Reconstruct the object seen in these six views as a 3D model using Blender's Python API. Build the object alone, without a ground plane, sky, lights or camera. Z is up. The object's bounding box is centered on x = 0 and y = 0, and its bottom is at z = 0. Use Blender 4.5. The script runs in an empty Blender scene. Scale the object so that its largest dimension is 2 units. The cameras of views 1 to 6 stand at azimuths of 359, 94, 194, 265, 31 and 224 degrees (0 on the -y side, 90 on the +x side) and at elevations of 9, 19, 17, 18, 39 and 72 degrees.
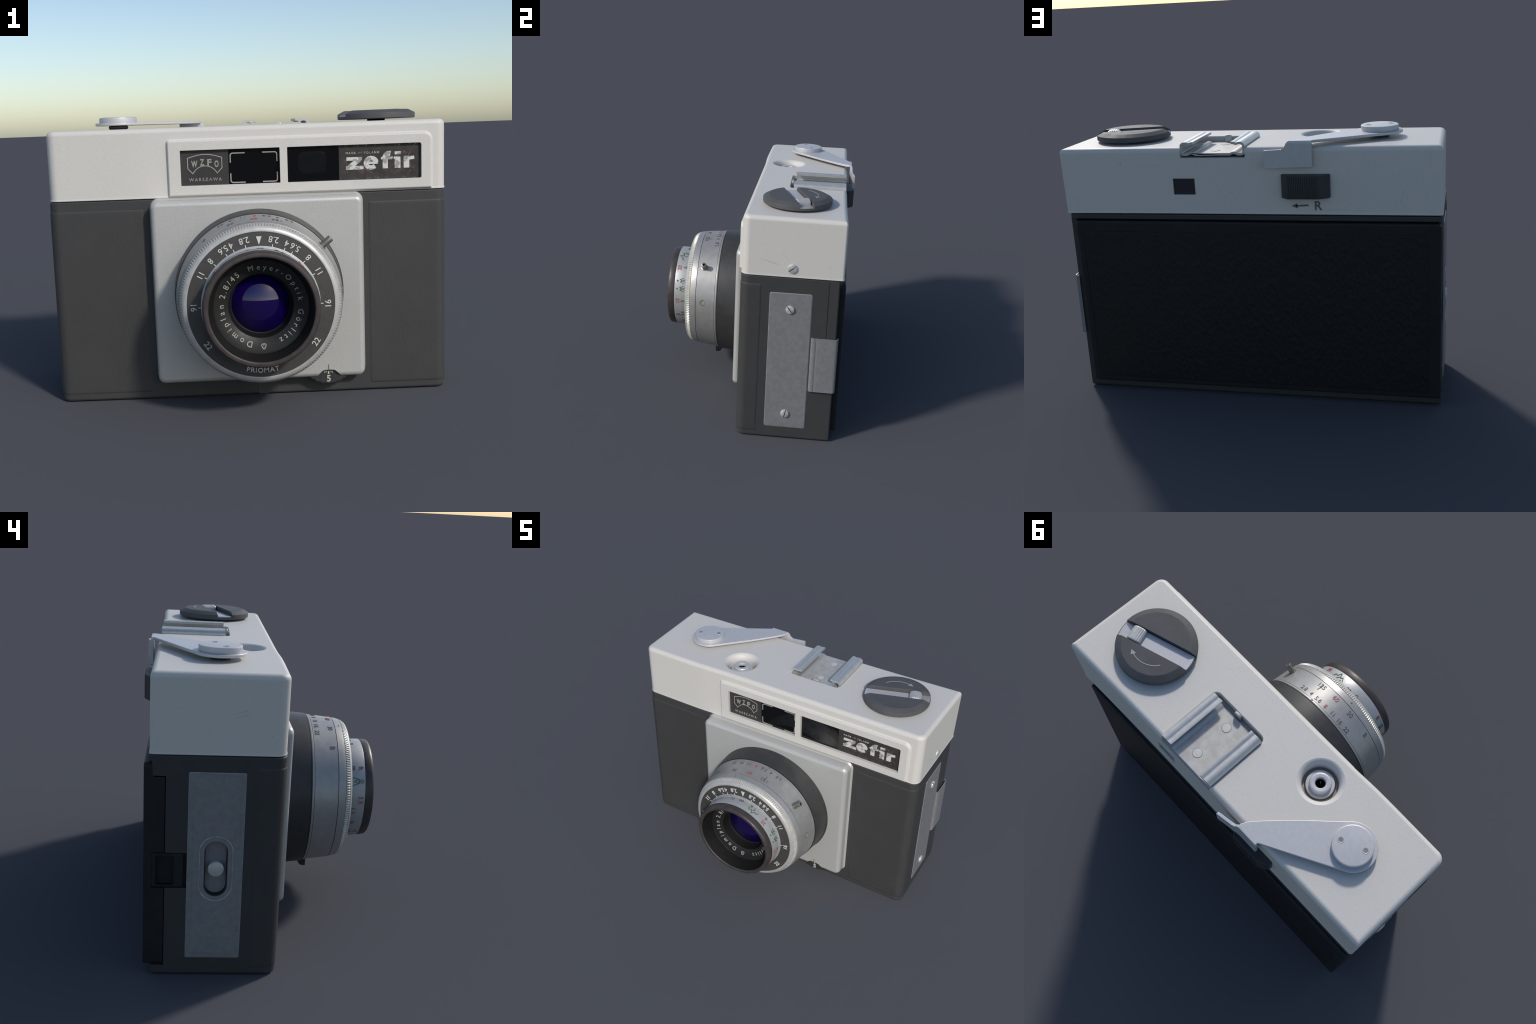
import bpy, bmesh, math, random
from math import sin, cos, pi, radians, sqrt, atan2
from mathutils import Vector, Matrix

random.seed(7)
SC = bpy.context.scene.collection

# ------------------------------------------------------------------ dimensions
LX, LZ = 0.037, 0.556            # lens axis
FRONT, BACK = -0.036, 0.532      # main faces of body and cover
COVER_Z0, COVER_Z1 = 1.0225, 1.366

# ------------------------------------------------------------------ materials
class Nodes:
    """small helper to wire a procedural Principled material"""
    def __init__(self, name):
        m = bpy.data.materials.new(name)
        m.use_nodes = True
        self.m, self.t = m, m.node_tree
        self.bsdf = self.t.nodes['Principled BSDF']
        self.co = self.new('ShaderNodeTexCoord').outputs['Object']

    def new(self, kind, **kw):
        n = self.t.nodes.new(kind)
        for k, v in kw.items():
            setattr(n, k, v)
        return n

    def put(self, sock, v):
        if isinstance(v, bpy.types.NodeSocket):
            self.t.links.new(v, sock)
        elif isinstance(v, (tuple, list)) and sock.type == 'RGBA' and len(v) == 3:
            sock.default_value = (*v, 1)
        else:
            sock.default_value = v

    def math(self, op, a, b=0.0, c=0.0, clamp=False):
        n = self.new('ShaderNodeMath', operation=op, use_clamp=clamp)
        for i, v in enumerate((a, b, c)):
            self.put(n.inputs[i], v)
        return n.outputs[0]

    def mapped(self, scale=(1, 1, 1), loc=(0, 0, 0), rot=(0, 0, 0)):
        n = self.new('ShaderNodeMapping')
        n.inputs['Scale'].default_value = scale
        n.inputs['Location'].default_value = loc
        n.inputs['Rotation'].default_value = rot
        self.put(n.inputs['Vector'], self.co)
        return n.outputs[0]

    def noise(self, scale, detail=3.0, rough=0.5, vec=None, dist=0.0):
        n = self.new('ShaderNodeTexNoise')
        n.inputs['Scale'].default_value = scale
        n.inputs['Detail'].default_value = detail
        n.inputs['Roughness'].default_value = rough
        n.inputs['Distortion'].default_value = dist
        self.put(n.inputs['Vector'], vec if vec is not None else self.co)
        return n.outputs['Fac']

    def voronoi(self, scale, vec=None, feature='F1'):
        n = self.new('ShaderNodeTexVoronoi', feature=feature)
        n.inputs['Scale'].default_value = scale
        self.put(n.inputs['Vector'], vec if vec is not None else self.co)
        return n.outputs['Distance']

    def step(self, v, lo, hi):
        n = self.new('ShaderNodeMapRange', interpolation_type='SMOOTHSTEP')
        for k, x in (('Value', v), ('From Min', lo), ('From Max', hi)):
            self.put(n.inputs[k], x)
        n.inputs['To Min'].default_value = 0
        n.inputs['To Max'].default_value = 1
        return n.outputs[0]

    def mix(self, fac, a, b):
        n = self.new('ShaderNodeMix', data_type='RGBA')
        self.put(n.inputs[0], fac)
        self.put(n.inputs[6], a)
        self.put(n.inputs[7], b)
        return n.outputs[2]

    def segment(self, a, b, width):
        """mask of a hairline from a to b in object space"""
        a, b = Vector(a), Vector(b)
        ab = b - a
        L2 = ab.length_squared
        sub = self.new('ShaderNodeVectorMath', operation='SUBTRACT')
        self.put(sub.inputs[0], self.co)
        sub.inputs[1].default_value = a
        dot = self.new('ShaderNodeVectorMath', operation='DOT_PRODUCT')
        self.put(dot.inputs[0], sub.outputs[0])
        dot.inputs[1].default_value = ab / L2
        t = self.math('MULTIPLY', dot.outputs['Value'], 1.0, clamp=True)
        sc = self.new('ShaderNodeVectorMath', operation='SCALE')
        sc.inputs[0].default_value = ab
        self.put(sc.inputs['Scale'], t)
        dist = self.new('ShaderNodeVectorMath', operation='DISTANCE')
        self.put(dist.inputs[0], sub.outputs[0])
        self.put(dist.inputs[1], sc.outputs[0])
        return self.step(dist.outputs['Value'], width, width * 0.3)

    def done(self, color, rough=0.5, metal=0.0, bump=None, bump_strength=0.2, bump_dist=0.002, spec=0.5, **kw):
        b = self.bsdf
        self.put(b.inputs['Base Color'], color)
        self.put(b.inputs['Roughness'], rough)
        self.put(b.inputs['Metallic'], metal)
        b.inputs['Specular IOR Level'].default_value = spec
        for k, v in kw.items():
            self.put(b.inputs[k.replace('_', ' ')], v)
        if bump is not None:
            n = self.new('ShaderNodeBump')
            n.inputs['Strength'].default_value = bump_strength
            n.inputs['Distance'].default_value = bump_dist
            self.put(n.inputs['Height'], bump)
            self.put(b.inputs['Normal'], n.outputs[0])
        return self.m


def mul(c, k):
    return tuple(x * k for x in c)


def mat_paint(name, base, rough, grime, speck, metal=0.0, scratches=(), stain=0.25, amp=0.11, bump=0.14):
    n = Nodes(name)
    fine = n.noise(330, 2)
    cloud = n.noise(5.0, 4, 0.6)
    warm = n.mix(n.math('MULTIPLY', n.step(cloud, 0.45, 0.75), stain), base, (base[0] * 0.97, base[1] * 0.93, base[2] * 0.86))
    grain = n.mix(n.step(fine, 0.32, 0.68), mul(base, 1 - amp), mul(base, 1 + amp * 0.8))
    c = n.mix(0.6, warm, grain)
    dots = n.math('MULTIPLY', n.step(n.noise(75, 4, 0.7), 0.655, 0.73), speck)
    c = n.mix(dots, c, (0.24, 0.23, 0.22))
    chips = n.math('MULTIPLY', n.step(n.noise(17, 5, 0.7), 0.715, 0.75), grime)
    c = n.mix(chips, c, (0.20, 0.19, 0.185))
    for a, b, w, k in scratches:
        c = n.mix(n.math('MULTIPLY', n.segment(a, b, w), k), c, (0.25, 0.23, 0.20))
    r = n.math('ADD', rough, n.math('MULTIPLY', n.math('SUBTRACT', cloud, 0.5), 0.25))
    return n.done(c, r, metal, bump=n.noise(170, 3, 0.6), bump_strength=bump)


def mat_vinyl(name, base, scale, strength, rough=0.6, vary=0.25):
    n = Nodes(name)
    v = n.mapped((1, 1, 0.55), rot=(0, radians(18), 0))
    cell = n.voronoi(scale, v)
    fuzz = n.noise(scale * 1.7, 4, 0.6, v)
    h = n.math('ADD', cell, n.math('MULTIPLY', fuzz, 0.9))
    cl = n.noise(7, 4, 0.6)
    c = n.mix(n.step(cl, 0.3, 0.75), mul(base, 1 - vary * 0.5), mul(base, 1 + vary * 0.5))
    c = n.mix(n.math('MULTIPLY', n.step(fuzz, 0.62, 0.72), 0.35), c, mul(base, 1.5))
    dust = n.math('MULTIPLY', n.step(n.noise(38, 5, 0.75), 0.72, 0.8), 0.25)
    c = n.mix(dust, c, (0.16, 0.15, 0.13))
    return n.done(c, rough, 0, bump=h, bump_strength=strength, bump_dist=0.005, spec=0.35)


def mat_plain(name, base, rough=0.5, metal=0.0, vary=0.18, scale=30, bump=0.05, worn=None, worn_amt=0.0, spec=0.5, **kw):
    n = Nodes(name)
    c = n.mix(n.step(n.noise(scale, 5, 0.65), 0.3, 0.72), mul(base, 1 - vary), mul(base, 1 + vary))
    if worn:
        w = n.math('MULTIPLY', n.step(n.noise(scale * 1.7, 6, 0.7), 0.60, 0.72), worn_amt)
        c = n.mix(w, c, worn)
    r = n.math('ADD', rough, n.math('MULTIPLY', n.math('SUBTRACT', n.noise(scale * 2.3, 3), 0.5), 0.2))
    return n.done(c, r, metal, bump=n.noise(210, 2), bump_strength=bump, spec=spec, **kw)


def mat_name_plate():
    """dark plate whose paint has lifted in rusty contour lines round the word"""
    n = Nodes('worn_name_plate')
    base = (0.041, 0.037, 0.0355)
    nz = n.noise(26, 4, 0.62, dist=0.4)
    line = n.step(n.math('ABSOLUTE', n.math('SUBTRACT', nz, 0.53)), 0.026, 0.008)
    sep = n.new('ShaderNodeSeparateXYZ')
    n.put(sep.inputs[0], n.co)
    dx = n.math('ABSOLUTE', n.math('SUBTRACT', sep.outputs[0], 0.655))
    dz = n.math('ABSOLUTE', n.math('SUBTRACT', sep.outputs[2], 1.165))
    box = n.math('MULTIPLY', n.step(dx, 0.19, 0.15), n.step(dz, 0.066, 0.046))
    patchy = n.math('MULTIPLY', n.step(n.noise(9, 2), 0.44, 0.62), 0.8)
    c = n.mix(n.step(n.noise(40, 4), 0.3, 0.7), mul(base, 0.8), mul(base, 1.2))
    c = n.mix(n.math('MULTIPLY', n.math('MULTIPLY', line, box), patchy), c, (0.20, 0.11, 0.082))
    low = n.math('MULTIPLY', n.step(dz, 0.070, 0.082), n.step(n.noise(50, 3, 0.7), 0.56, 0.66))
    c = n.mix(n.math('MULTIPLY', low, 0.6), c, (0.25, 0.24, 0.22))
    return n.done(c, 0.55, 0, bump=n.math('MULTIPLY', nz, 1.0), bump_strength=0.15, spec=0.25)


def mat_worn_letters():
    n = Nodes('worn_cream_letters')
    w = n.step(n.noise(24, 3, 0.6), 0.50, 0.56)
    c = n.mix(w, (0.60, 0.59, 0.56), (0.30, 0.29, 0.27))
    c = n.mix(n.step(n.noise(60, 4, 0.7), 0.62, 0.70), c, (0.10, 0.08, 0.07))
    return n.done(c, 0.55, 0)


WHITE = (0.60, 0.576, 0.538)  # paint lowered, a compromise between lit top and shade on the sides
SCR = [  # hairline scratches on the cover: start, end, width, strength
    ((0.99, 0.19, 1.165), (0.99, 0.235, 1.12), 0.0022, 0.6),
    ((0.99, 0.06, 1.125), (0.99, 0.17, 1.095), 0.0022, 0.6),
    ((-0.98, 0.14, 1.215), (-0.98, 0.20, 1.195), 0.002, 0.5),
    ((-0.98, 0.135, 1.197), (-0.98, 0.19, 1.18), 0.002, 0.5),
    ((-0.98, 0.49, 1.17), (-0.98, 0.495, 1.13), 0.002, 0.5),
    ((-0.745, -0.036, 1.13), (-0.725, -0.036, 1.128), 0.004, 0.8),
    ((-0.952, -0.040, 1.345), (-0.945, -0.040, 1.352), 0.007, 0.35),
    ((-0.93, -0.043, 1.335), (-0.93, -0.043, 1.318), 0.0016, 0.5),
    ((0.66, 0.532, 1.29), (0.662, 0.532, 1.285), 0.007, 0.4),
    ((0.60, 0.532, 1.20), (0.57, 0.532, 1.198), 0.0025, 0.3),
    ((0.93, 0.532, 1.335), (0.935, 0.535, 1.31), 0.006, 0.35),
    ((-0.86, -0.036, 1.33), (-0.79, -0.036, 1.37), 0.0016, 0.4),
    ((0.10, 0.532, 1.10), (0.14, 0.532, 1.16), 0.002, 0.2),
    ((0.03, 0.532, 1.09), (0.09, 0.532, 1.15), 0.002, 0.15),
    ((-0.78, 0.532, 1.08), (-0.80, 0.532, 1.15), 0.0018, 0.35),
    ((0.45, 0.532, 1.275), (0.68, 0.532, 1.272), 0.003, 0.2),
    ((-0.42, 0.532, 1.045), (-0.62, 0.532, 1.046), 0.002, 0.25),
]
M = {}
M['cover'] = mat_paint('white_cover_paint', WHITE, 0.5, 0.6, 0.5, scratches=SCR)
M['board'] = mat_paint('silver_board_paint', (0.49, 0.487, 0.468), 0.40, 0.3, 0.45, metal=0.25, stain=0.1, amp=0.16, bump=0.16)
M['body'] = mat_plain('grey_body_plastic', (0.047, 0.047, 0.0475), 0.55, vary=0.05, scale=9, worn=(0.075, 0.073, 0.07), worn_amt=0.12, spec=0.3)
M['vinyl'] = mat_vinyl('grey_leatherette', (0.046, 0.0455, 0.045), 85, 0.13, vary=0.08)
M['door'] = mat_plain('black_door_plastic', (0.0145, 0.015, 0.0165), 0.55, vary=0.2, scale=8, spec=0.3)
M['door_vinyl'] = mat_vinyl('black_leatherette', (0.0085, 0.0088, 0.0092), 58, 0.5, rough=0.55, vary=0.1)
M['alu'] = mat_plain('satin_aluminium', (0.365, 0.36, 0.352), 0.40, metal=0.45, vary=0.06, scale=22, bump=0.04, worn=(0.42, 0.40, 0.37), worn_amt=0.25)
M['alu_bright'] = mat_plain('bright_aluminium', (0.49, 0.48, 0.462), 0.42, metal=0.3, vary=0.07, scale=30, bump=0.04)
M['knurl'] = mat_plain('knurled_aluminium', (0.50, 0.485, 0.44), 0.42, metal=0.35, vary=0.1, scale=30)
M['focus'] = mat_plain('pale_focus_ring', (0.40, 0.402, 0.405), 0.42, metal=0.3, vary=0.06, scale=26, worn=(0.40, 0.38, 0.35), worn_amt=0.2)
M['steel'] = mat_plain('lever_steel', (0.53, 0.525, 0.54), 0.42, metal=0.25, vary=0.04, scale=45, bump=0.05, worn=(0.58, 0.58, 0.59), worn_amt=0.2)
M['shoe'] = mat_plain('shoe_steel', (0.57, 0.56, 0.54), 0.34, metal=0.6, vary=0.06, scale=24, bump=0.03, worn=(0.38, 0.36, 0.33), worn_amt=0.3)
M['floor'] = mat_plain('shoe_floor_steel', (0.50, 0.485, 0.455), 0.5, metal=0.3, vary=0.12, scale=20, worn=(0.22, 0.20, 0.17), worn_amt=0.5)
M['rivet'] = mat_plain('rivet_steel', (0.58, 0.57, 0.55), 0.6, metal=0.1, vary=0.08, scale=60)
M['side'] = mat_plain('grey_side_metal', (0.215, 0.215, 0.222), 0.48, metal=0.15, vary=0.1, scale=34, bump=0.12, worn=(0.25, 0.25, 0.26), worn_amt=0.3)
M['side_edge'] = mat_plain('worn_edge_metal', (0.40, 0.40, 0.41), 0.4, metal=0.4, vary=0.2, scale=40)
M['screw'] = mat_plain('screw_steel', (0.52, 0.52, 0.51), 0.4, metal=0.3, vary=0.2, scale=70, bump=0.1)
M['slot'] = mat_plain('dirty_slot', (0.12, 0.11, 0.09), 0.7, vary=0.3, scale=60)
M['knob'] = mat_plain('charcoal_knob_plastic', (0.082, 0.082, 0.086), 0.6, vary=0.08, scale=14, worn=(0.16, 0.155, 0.15), worn_amt=0.12, spec=0.25)
M['black'] = mat_plain('black_anodised', (0.040, 0.040, 0.041), 0.45, vary=0.15, scale=16, spec=0.4)
M['groove'] = mat_plain('dark_groove', (0.02, 0.019, 0.018), 0.7, vary=0.3, scale=40)
M['dial'] = mat_plain('charcoal_dial', (0.052, 0.049, 0.047), 0.55, vary=0.12, scale=26, worn=(0.13, 0.12, 0.105), worn_amt=0.3)
M['filter'] = mat_plain('brown_black_ring', (0.060, 0.050, 0.047), 0.42, metal=0.2, vary=0.2, scale=22, worn=(0.17, 0.11, 0.08), worn_amt=0.25)
M['hood'] = mat_plain('matt_black_hood', (0.009, 0.009, 0.009), 0.6, vary=0.2, scale=30, spec=0.25)
M['name_ring'] = mat_plain('charcoal_name_ring', (0.016, 0.0155, 0.0155), 0.45, vary=0.1, scale=30, spec=0.3)  # base colour darkened to keep the sunlit lower arc in shadow
M['switch'] = mat_plain('black_slider_plastic', (0.035, 0.036, 0.038), 0.5, vary=0.15, scale=20)
M['dial5'] = mat_plain('black_setting_dial', (0.03, 0.031, 0.031), 0.5, vary=0.2, scale=40)
M['plate_grey'] = mat_plain('charcoal_name_plate', (0.043, 0.040, 0.0395), 0.5, vary=0.06, scale=20, spec=0.25)
M['plate_worn'] = mat_name_plate()
M['letters_worn'] = mat_worn_letters()
M['window'] = mat_plain('black_window_glass', (0.004, 0.004, 0.0045), 0.05, vary=0.0, bump=0.0, spec=0.45)
M['finder'] = mat_plain('dark_finder_glass', (0.006, 0.0065, 0.0075), 0.08, vary=0.0, bump=0.0)
M['cream'] = mat_plain('cream_ink', (0.48, 0.47, 0.42), 0.6, vary=0.12, scale=60)
M['cream_dim'] = mat_plain('dull_cream_ink', (0.30, 0.295, 0.26), 0.6, vary=0.15, scale=60)
M['white_ink'] = mat_plain('white_ink', (0.60, 0.59, 0.56), 0.6, vary=0.1, scale=60)
M['ink'] = mat_plain('black_ink', (0.11, 0.107, 0.10), 0.6, vary=0.2, scale=60)
M['red'] = mat_plain('red_ink', (0.36, 0.09, 0.085), 0.6, vary=0.15, scale=60)
M['green'] = mat_plain('green_ink', (0.09, 0.15, 0.075), 0.6, vary=0.2, scale=60)
M['pin'] = mat_plain('tarnished_pin', (0.26, 0.245, 0.21), 0.38, metal=0.7, vary=0.2, scale=40)
M['brown'] = mat_plain('brown_release_floor', (0.33, 0.29, 0.255), 0.5, metal=0.2, vary=0.12, scale=40)
M['stud'] = mat_plain('dull_stud', (0.33, 0.315, 0.26), 0.45, metal=0.4, vary=0.2, scale=60)
M['eyepiece'] = mat_plain('eyepiece_glass', (0.030, 0.032, 0.036), 0.18, vary=0.0, bump=0.0)  # sky reflection tinted into the base colour, bluish and lifted
M['ring_ink'] = mat_plain('pale_ring_ink', (0.36, 0.355, 0.33), 0.6, vary=0.12, scale=60)  # ink dimmed to carry the hood's shade on the upper lettering
M['void'] = mat_plain('dark_hole', (0.004, 0.004, 0.004), 0.8, vary=0.0, bump=0.0, spec=0.1)


def mat_lens():
    n = Nodes('coated_blue_lens')
    lw = n.new('ShaderNodeLayerWeight')
    lw.inputs['Blend'].default_value = 0.35
    c = n.mix(lw.outputs['Facing'], (0.0055, 0.0006, 0.055), (0.003, 0.0, 0.026))
    return n.done(c, 0.03, 0, spec=0.6, Coat_Weight=0.35, Coat_Roughness=0.02)


M['lens'] = mat_lens()

# ------------------------------------------------------------------ geometry helpers
ROOT = bpy.data.objects.new('film_camera', None)
SC.objects.link(ROOT)
ROOT['label'] = 'vintage compact film camera, white top, grey leatherette body'
ROOT['category'] = 'camera'


def link(name, me, mat, parent=None, sharp=32, weighted=False, kind=None):
    o = bpy.data.objects.new(name, me)
    SC.objects.link(o)
    if mat is not None and not me.materials:
        me.materials.append(M[mat])
    for p in me.polygons:
        p.use_smooth = True
    me.set_sharp_from_angle(angle=radians(sharp))
    if weighted:
        w = o.modifiers.new('weighted', 'WEIGHTED_NORMAL')
        w.keep_sharp = True
        w.weight = 90
    o.parent = parent or ROOT
    if kind:
        o['kind'] = kind
    return o


def mesh(name, verts, faces):
    me = bpy.data.meshes.new(name)
    me.from_pydata([tuple(v) for v in verts], [], faces)
    bm = bmesh.new()
    bm.from_mesh(me)
    bmesh.ops.remove_doubles(bm, verts=bm.verts, dist=1e-6)
    bmesh.ops.recalc_face_normals(bm, faces=bm.faces)
    bm.to_mesh(me)
    bm.free()
    return me


def part(name, verts, faces, mat, parent=None, **kw):
    return link(name, mesh(name, verts, faces), mat, parent, **kw)


def rrect(u0, u1, v0, v1, radii, inset=0.0, n=8):
    """rounded rectangle outline; radii for corners (u0v0, u1v0, u1v1, u0v1)"""
    out = []
    cs = [(u0, v0, 1, 1, pi), (u1, v0, -1, 1, 1.5 * pi), (u1, v1, -1, -1, 0), (u0, v1, 1, -1, 0.5 * pi)]
    for (u, v, su, sv, a0), r in zip(cs, radii):
        rr = max(r - inset, 0.0004)
        cu, cv = u + su * (inset + rr), v + sv * (inset + rr)
        for i in range(n + 1):
            a = a0 + i / n * pi / 2
            out.append((cu + rr * cos(a), cv + rr * sin(a)))
    return out


def loft(loops, cap0=True, cap1=True, closed=True):
    n = len(loops[0])
    verts = [p for l in loops for p in l]
    faces = []
    for k in range(len(loops) - 1):
        for i in range(n if closed else n - 1):
            j = (i + 1) % n
            faces.append((k * n + i, k * n + j, (k + 1) * n + j, (k + 1) * n + i))
    if cap0:
        faces.append(tuple(reversed(range(n))))
    if cap1:
        faces.append(tuple(range((len(loops) - 1) * n, len(loops) * n)))
    return verts, faces


def slab_data(u0, u1, v0, v1, radii, d0, d1, e0, e1, axes, steps=6, extra=()):
    """rounded-rectangle slab from depth d0 to d1 with edge roundings e0, e1.
    axes maps (u, v, d) to xyz"""
    if not isinstance(radii, (tuple, list)):
        radii = (radii,) * 4
    prof = list(extra)
    s = 1 if d1 > d0 else -1
    if e0 > 0:
        for i in range(steps + 1):
            a = i / steps * pi / 2
            prof.append((e0 * (1 - sin(a)), d0 + s * e0 * (1 - cos(a))))
    else:
        prof.append((0, d0))
    if e1 > 0:
        for i in range(steps + 1):
            a = i / steps * pi / 2
            prof.append((e1 * (1 - cos(a)), d1 - s * e1 * (1 - sin(a))))
    else:
        prof.append((0, d1))
    loops = [[axes(u, v, d) for u, v in rrect(u0, u1, v0, v1, radii, ins)] for ins, d in prof]
    return loft(loops)


AX_TOP = lambda u, v, d: (u, v, d)           # u = x, v = y, d = z
AX_FRONT = lambda u, v, d: (u, d, v)         # u = x, v = z, d = y
AX_SIDE = lambda u, v, d: (d, u, v)          # u = y, v = z, d = x


def slab(name, u0, u1, v0, v1, radii, d0, d1, e0, e1, axes, mat, parent=None, weighted=True, **kw):
    v, f = slab_data(u0, u1, v0, v1, radii, d0, d1, e0, e1, axes)
    return part(name, v, f, mat, parent, weighted=weighted, **kw)


def lathe_data(profile, frame, seg=96, a0=0, a1=2 * pi, close=False, wobble=None):
    """profile of (radius, height); frame maps (radius, angle, height) to xyz"""
    full = abs(a1 - a0 - 2 * pi) < 1e-6
    cnt = seg if full else seg + 1
    verts, faces = [], []
    for k, (r, h) in enumerate(profile):
        for i in range(cnt):
            a = a0 + (a1 - a0) * i / seg
            rr = r + (wobble(k, i) if wobble else 0)
            verts.append(frame(rr, a, h))
    m = len(profile)
    for k in range(m - 1 if not close else m):
        for i in range(seg):
            j = (i + 1) % cnt
            k2 = (k + 1) % m
            faces.append((k * cnt + i, k * cnt + j, k2 * cnt + j, k2 * cnt + i))
    return verts, faces


def lens_z(y):            # the lens droops very slightly towards its mount
    return LZ - 0.024 * (y + 0.47)


def F_LENS(r, a, h):      # angle clockwise from 12 o'clock seen from the front, h = y
    return (LX + r * sin(a), h, lens_z(h) + r * cos(a))


def F_UP(cx, cy):         # vertical axis, h = z
    return lambda r, a, h: (cx + r * cos(a), cy + r * sin(a), h)


def lens_ring(name, profile, mat, parent=None, seg=144, **kw):
    v, f = lathe_data(profile, F_LENS, seg)
    return part(name, v, f, mat, parent, **kw)


def upright(name, profile, cx, cy, mat, parent=None, seg=72, **kw):
    v, f = lathe_data(profile, F_UP(cx, cy), seg)
    return part(name, v, f, mat, parent, **kw)


def ribbon(pts, width, closed=False):
    """flat ribbon of given width round a 2D polyline with mitred joints -> left/right points"""
    n = len(pts)
    L, R = [], []
    for i in range(n):
        p = Vector(pts[i])
        a = Vector(pts[i - 1]) if (i > 0 or closed) else None
        b = Vector(pts[(i + 1) % n]) if (i < n - 1 or closed) else None
        d1 = (p - a).normalized() if a is not None else None
        d2 = (b - p).normalized() if b is not None else None
        d1 = d1 or d2
        d2 = d2 or d1
        t = (d1 + d2)
        t = t.normalized() if t.length > 1e-6 else d1
        nn = Vector((-t.y, t.x))
        k = max(0.45, nn.dot(Vector((-d1.y, d1.x))))
        L.append(p + nn * width / 2 / k)
        R.append(p - nn * width / 2 / k)
    return L, R


def line_mark(strokes, width, mapper, thick=0.0016, closed=False):
    """inked strokes: thin raised ribbons; mapper(u, v, w) -> xyz"""
    verts, faces = [], []
    for st in strokes:
        L, R = ribbon(st, width, closed)
        n = len(st)
        base = len(verts)
        for l, r in zip(L, R):
            verts += [mapper(l.x, l.y, thick), mapper(r.x, r.y, thick), mapper(l.x, l.y, -thick), mapper(r.x, r.y, -thick)]
        rng = range(n if closed else n - 1)
        for i in rng:
            a, b = base + 4 * i, base + 4 * ((i + 1) % n)
            faces += [(a, a + 1, b + 1, b), (a, b, b + 2, a + 2), (a + 1, a + 3, b + 3, b + 1), (a + 2, b + 2, b + 3, a + 3)]
        if not closed:
            e = base + 4 * (n - 1)
            faces += [(base, base + 2, base + 3, base + 1), (e, e + 1, e + 3, e + 2)]
    return verts, faces


CAP = 0.729     # cap height of the built-in font at size 1


def text_raw(s, height, spacing=1.0, bold=0.0, thick=0.0016):
    c = bpy.data.curves.new('t', 'FONT')
    c.body = s
    c.size = height / CAP
    c.space_character = spacing
    c.offset = bold
    c.extrude = thick
    c.resolution_u = 4
    o = bpy.data.objects.new('t', c)
    SC.objects.link(o)
    dg = bpy.context.evaluated_depsgraph_get()
    me = bpy.data.meshes.new_from_object(o.evaluated_get(dg))
    vs = [v.co.copy() for v in me.vertices]
    fs = [tuple(p.vertices) for p in me.polygons]
    bpy.data.objects.remove(o)
    bpy.data.curves.remove(c)
    bpy.data.meshes.remove(me)
    return vs, fs


def text_fit(s, height, width=None, bold=0.0, thick=0.0016):
    """glyph mesh centred on (0, 0); letter spacing tuned to reach the width"""
    vs, fs = text_raw(s, height, 1.0, bold, thick)
    w1 = max(v.x for v in vs) - min(v.x for v in vs)
    if width and len(s) > 1:
        vt, _ = text_raw(s, height, 1.5, bold, thick)
        w2 = max(v.x for v in vt) - min(v.x for v in vt)
        sp = 1 + 0.5 * (width - w1) / (w2 - w1)
        vs, fs = text_raw(s, height, max(0.75, sp), bold, thick)
    x0, x1 = min(v.x for v in vs), max(v.x for v in vs)
    k = (width / (x1 - x0)) if width else 1
    return [Vector(((v.x - (x0 + x1) / 2) * k, v.y - height / 2, v.z)) for v in vs], fs


class Marks:
    """collects glyphs and strokes of one colour into one mesh"""
    def __init__(self):
        self.v, self.f = [], []

    def add(self, vf):
        b = len(self.v)
        self.v += vf[0]
        self.f += [tuple(i + b for i in f) for f in vf[1]]
        return self

    def text(self, s, height, mapper, width=None, bold=0.0):
        vs, fs = text_fit(s, height, width, bold)
        return self.add(([mapper(v.x, v.y, v.z) for v in vs], fs))

    def build(self, name, mat, parent):
        me = bpy.data.meshes.new(name)
        me.from_pydata([tuple(p) for p in self.v], [], self.f)
        me.materials.append(M[mat])
        o = bpy.data.objects.new(name, me)
        SC.objects.link(o)
        o.parent = parent
        return o


def on_front(x, z, y):
    return lambda u, v, w: (x + u, y - w, z + v)


def on_back(x, z, y):
    return lambda u, v, w: (x - u, y + w, z + v)


def on_dial(theta, r, y):
    """rigid label on the lens face, letter tops towards the axis"""
    t = radians(theta)
    up, rt = Vector((-sin(t), -cos(t))), Vector((-cos(t), sin(t)))
    return lambda u, v, w: (LX + r * sin(t) + u * rt.x + v * up.x, y - w, LZ + r * cos(t) + u * rt.y + v * up.y)


def on_arc(theta, r, y, outward=True):
    def f(u, v, w):
        t = radians(theta) + (u / r if outward else -u / r)
        rr = r + v if outward else r - v
        return (LX + rr * sin(t), y - w, LZ + rr * cos(t))
    return f


def on_barrel(theta, y, radius):
    """label on a lens cylinder, letter tops to the front; radius is a function of y"""
    def f(u, v, w):
        yy = y - v
        R = radius(yy) + w
        t = radians(theta) - u / radius(y)
        return (LX + R * sin(t), yy, lens_z(yy) + R * cos(t))
    return f


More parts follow.
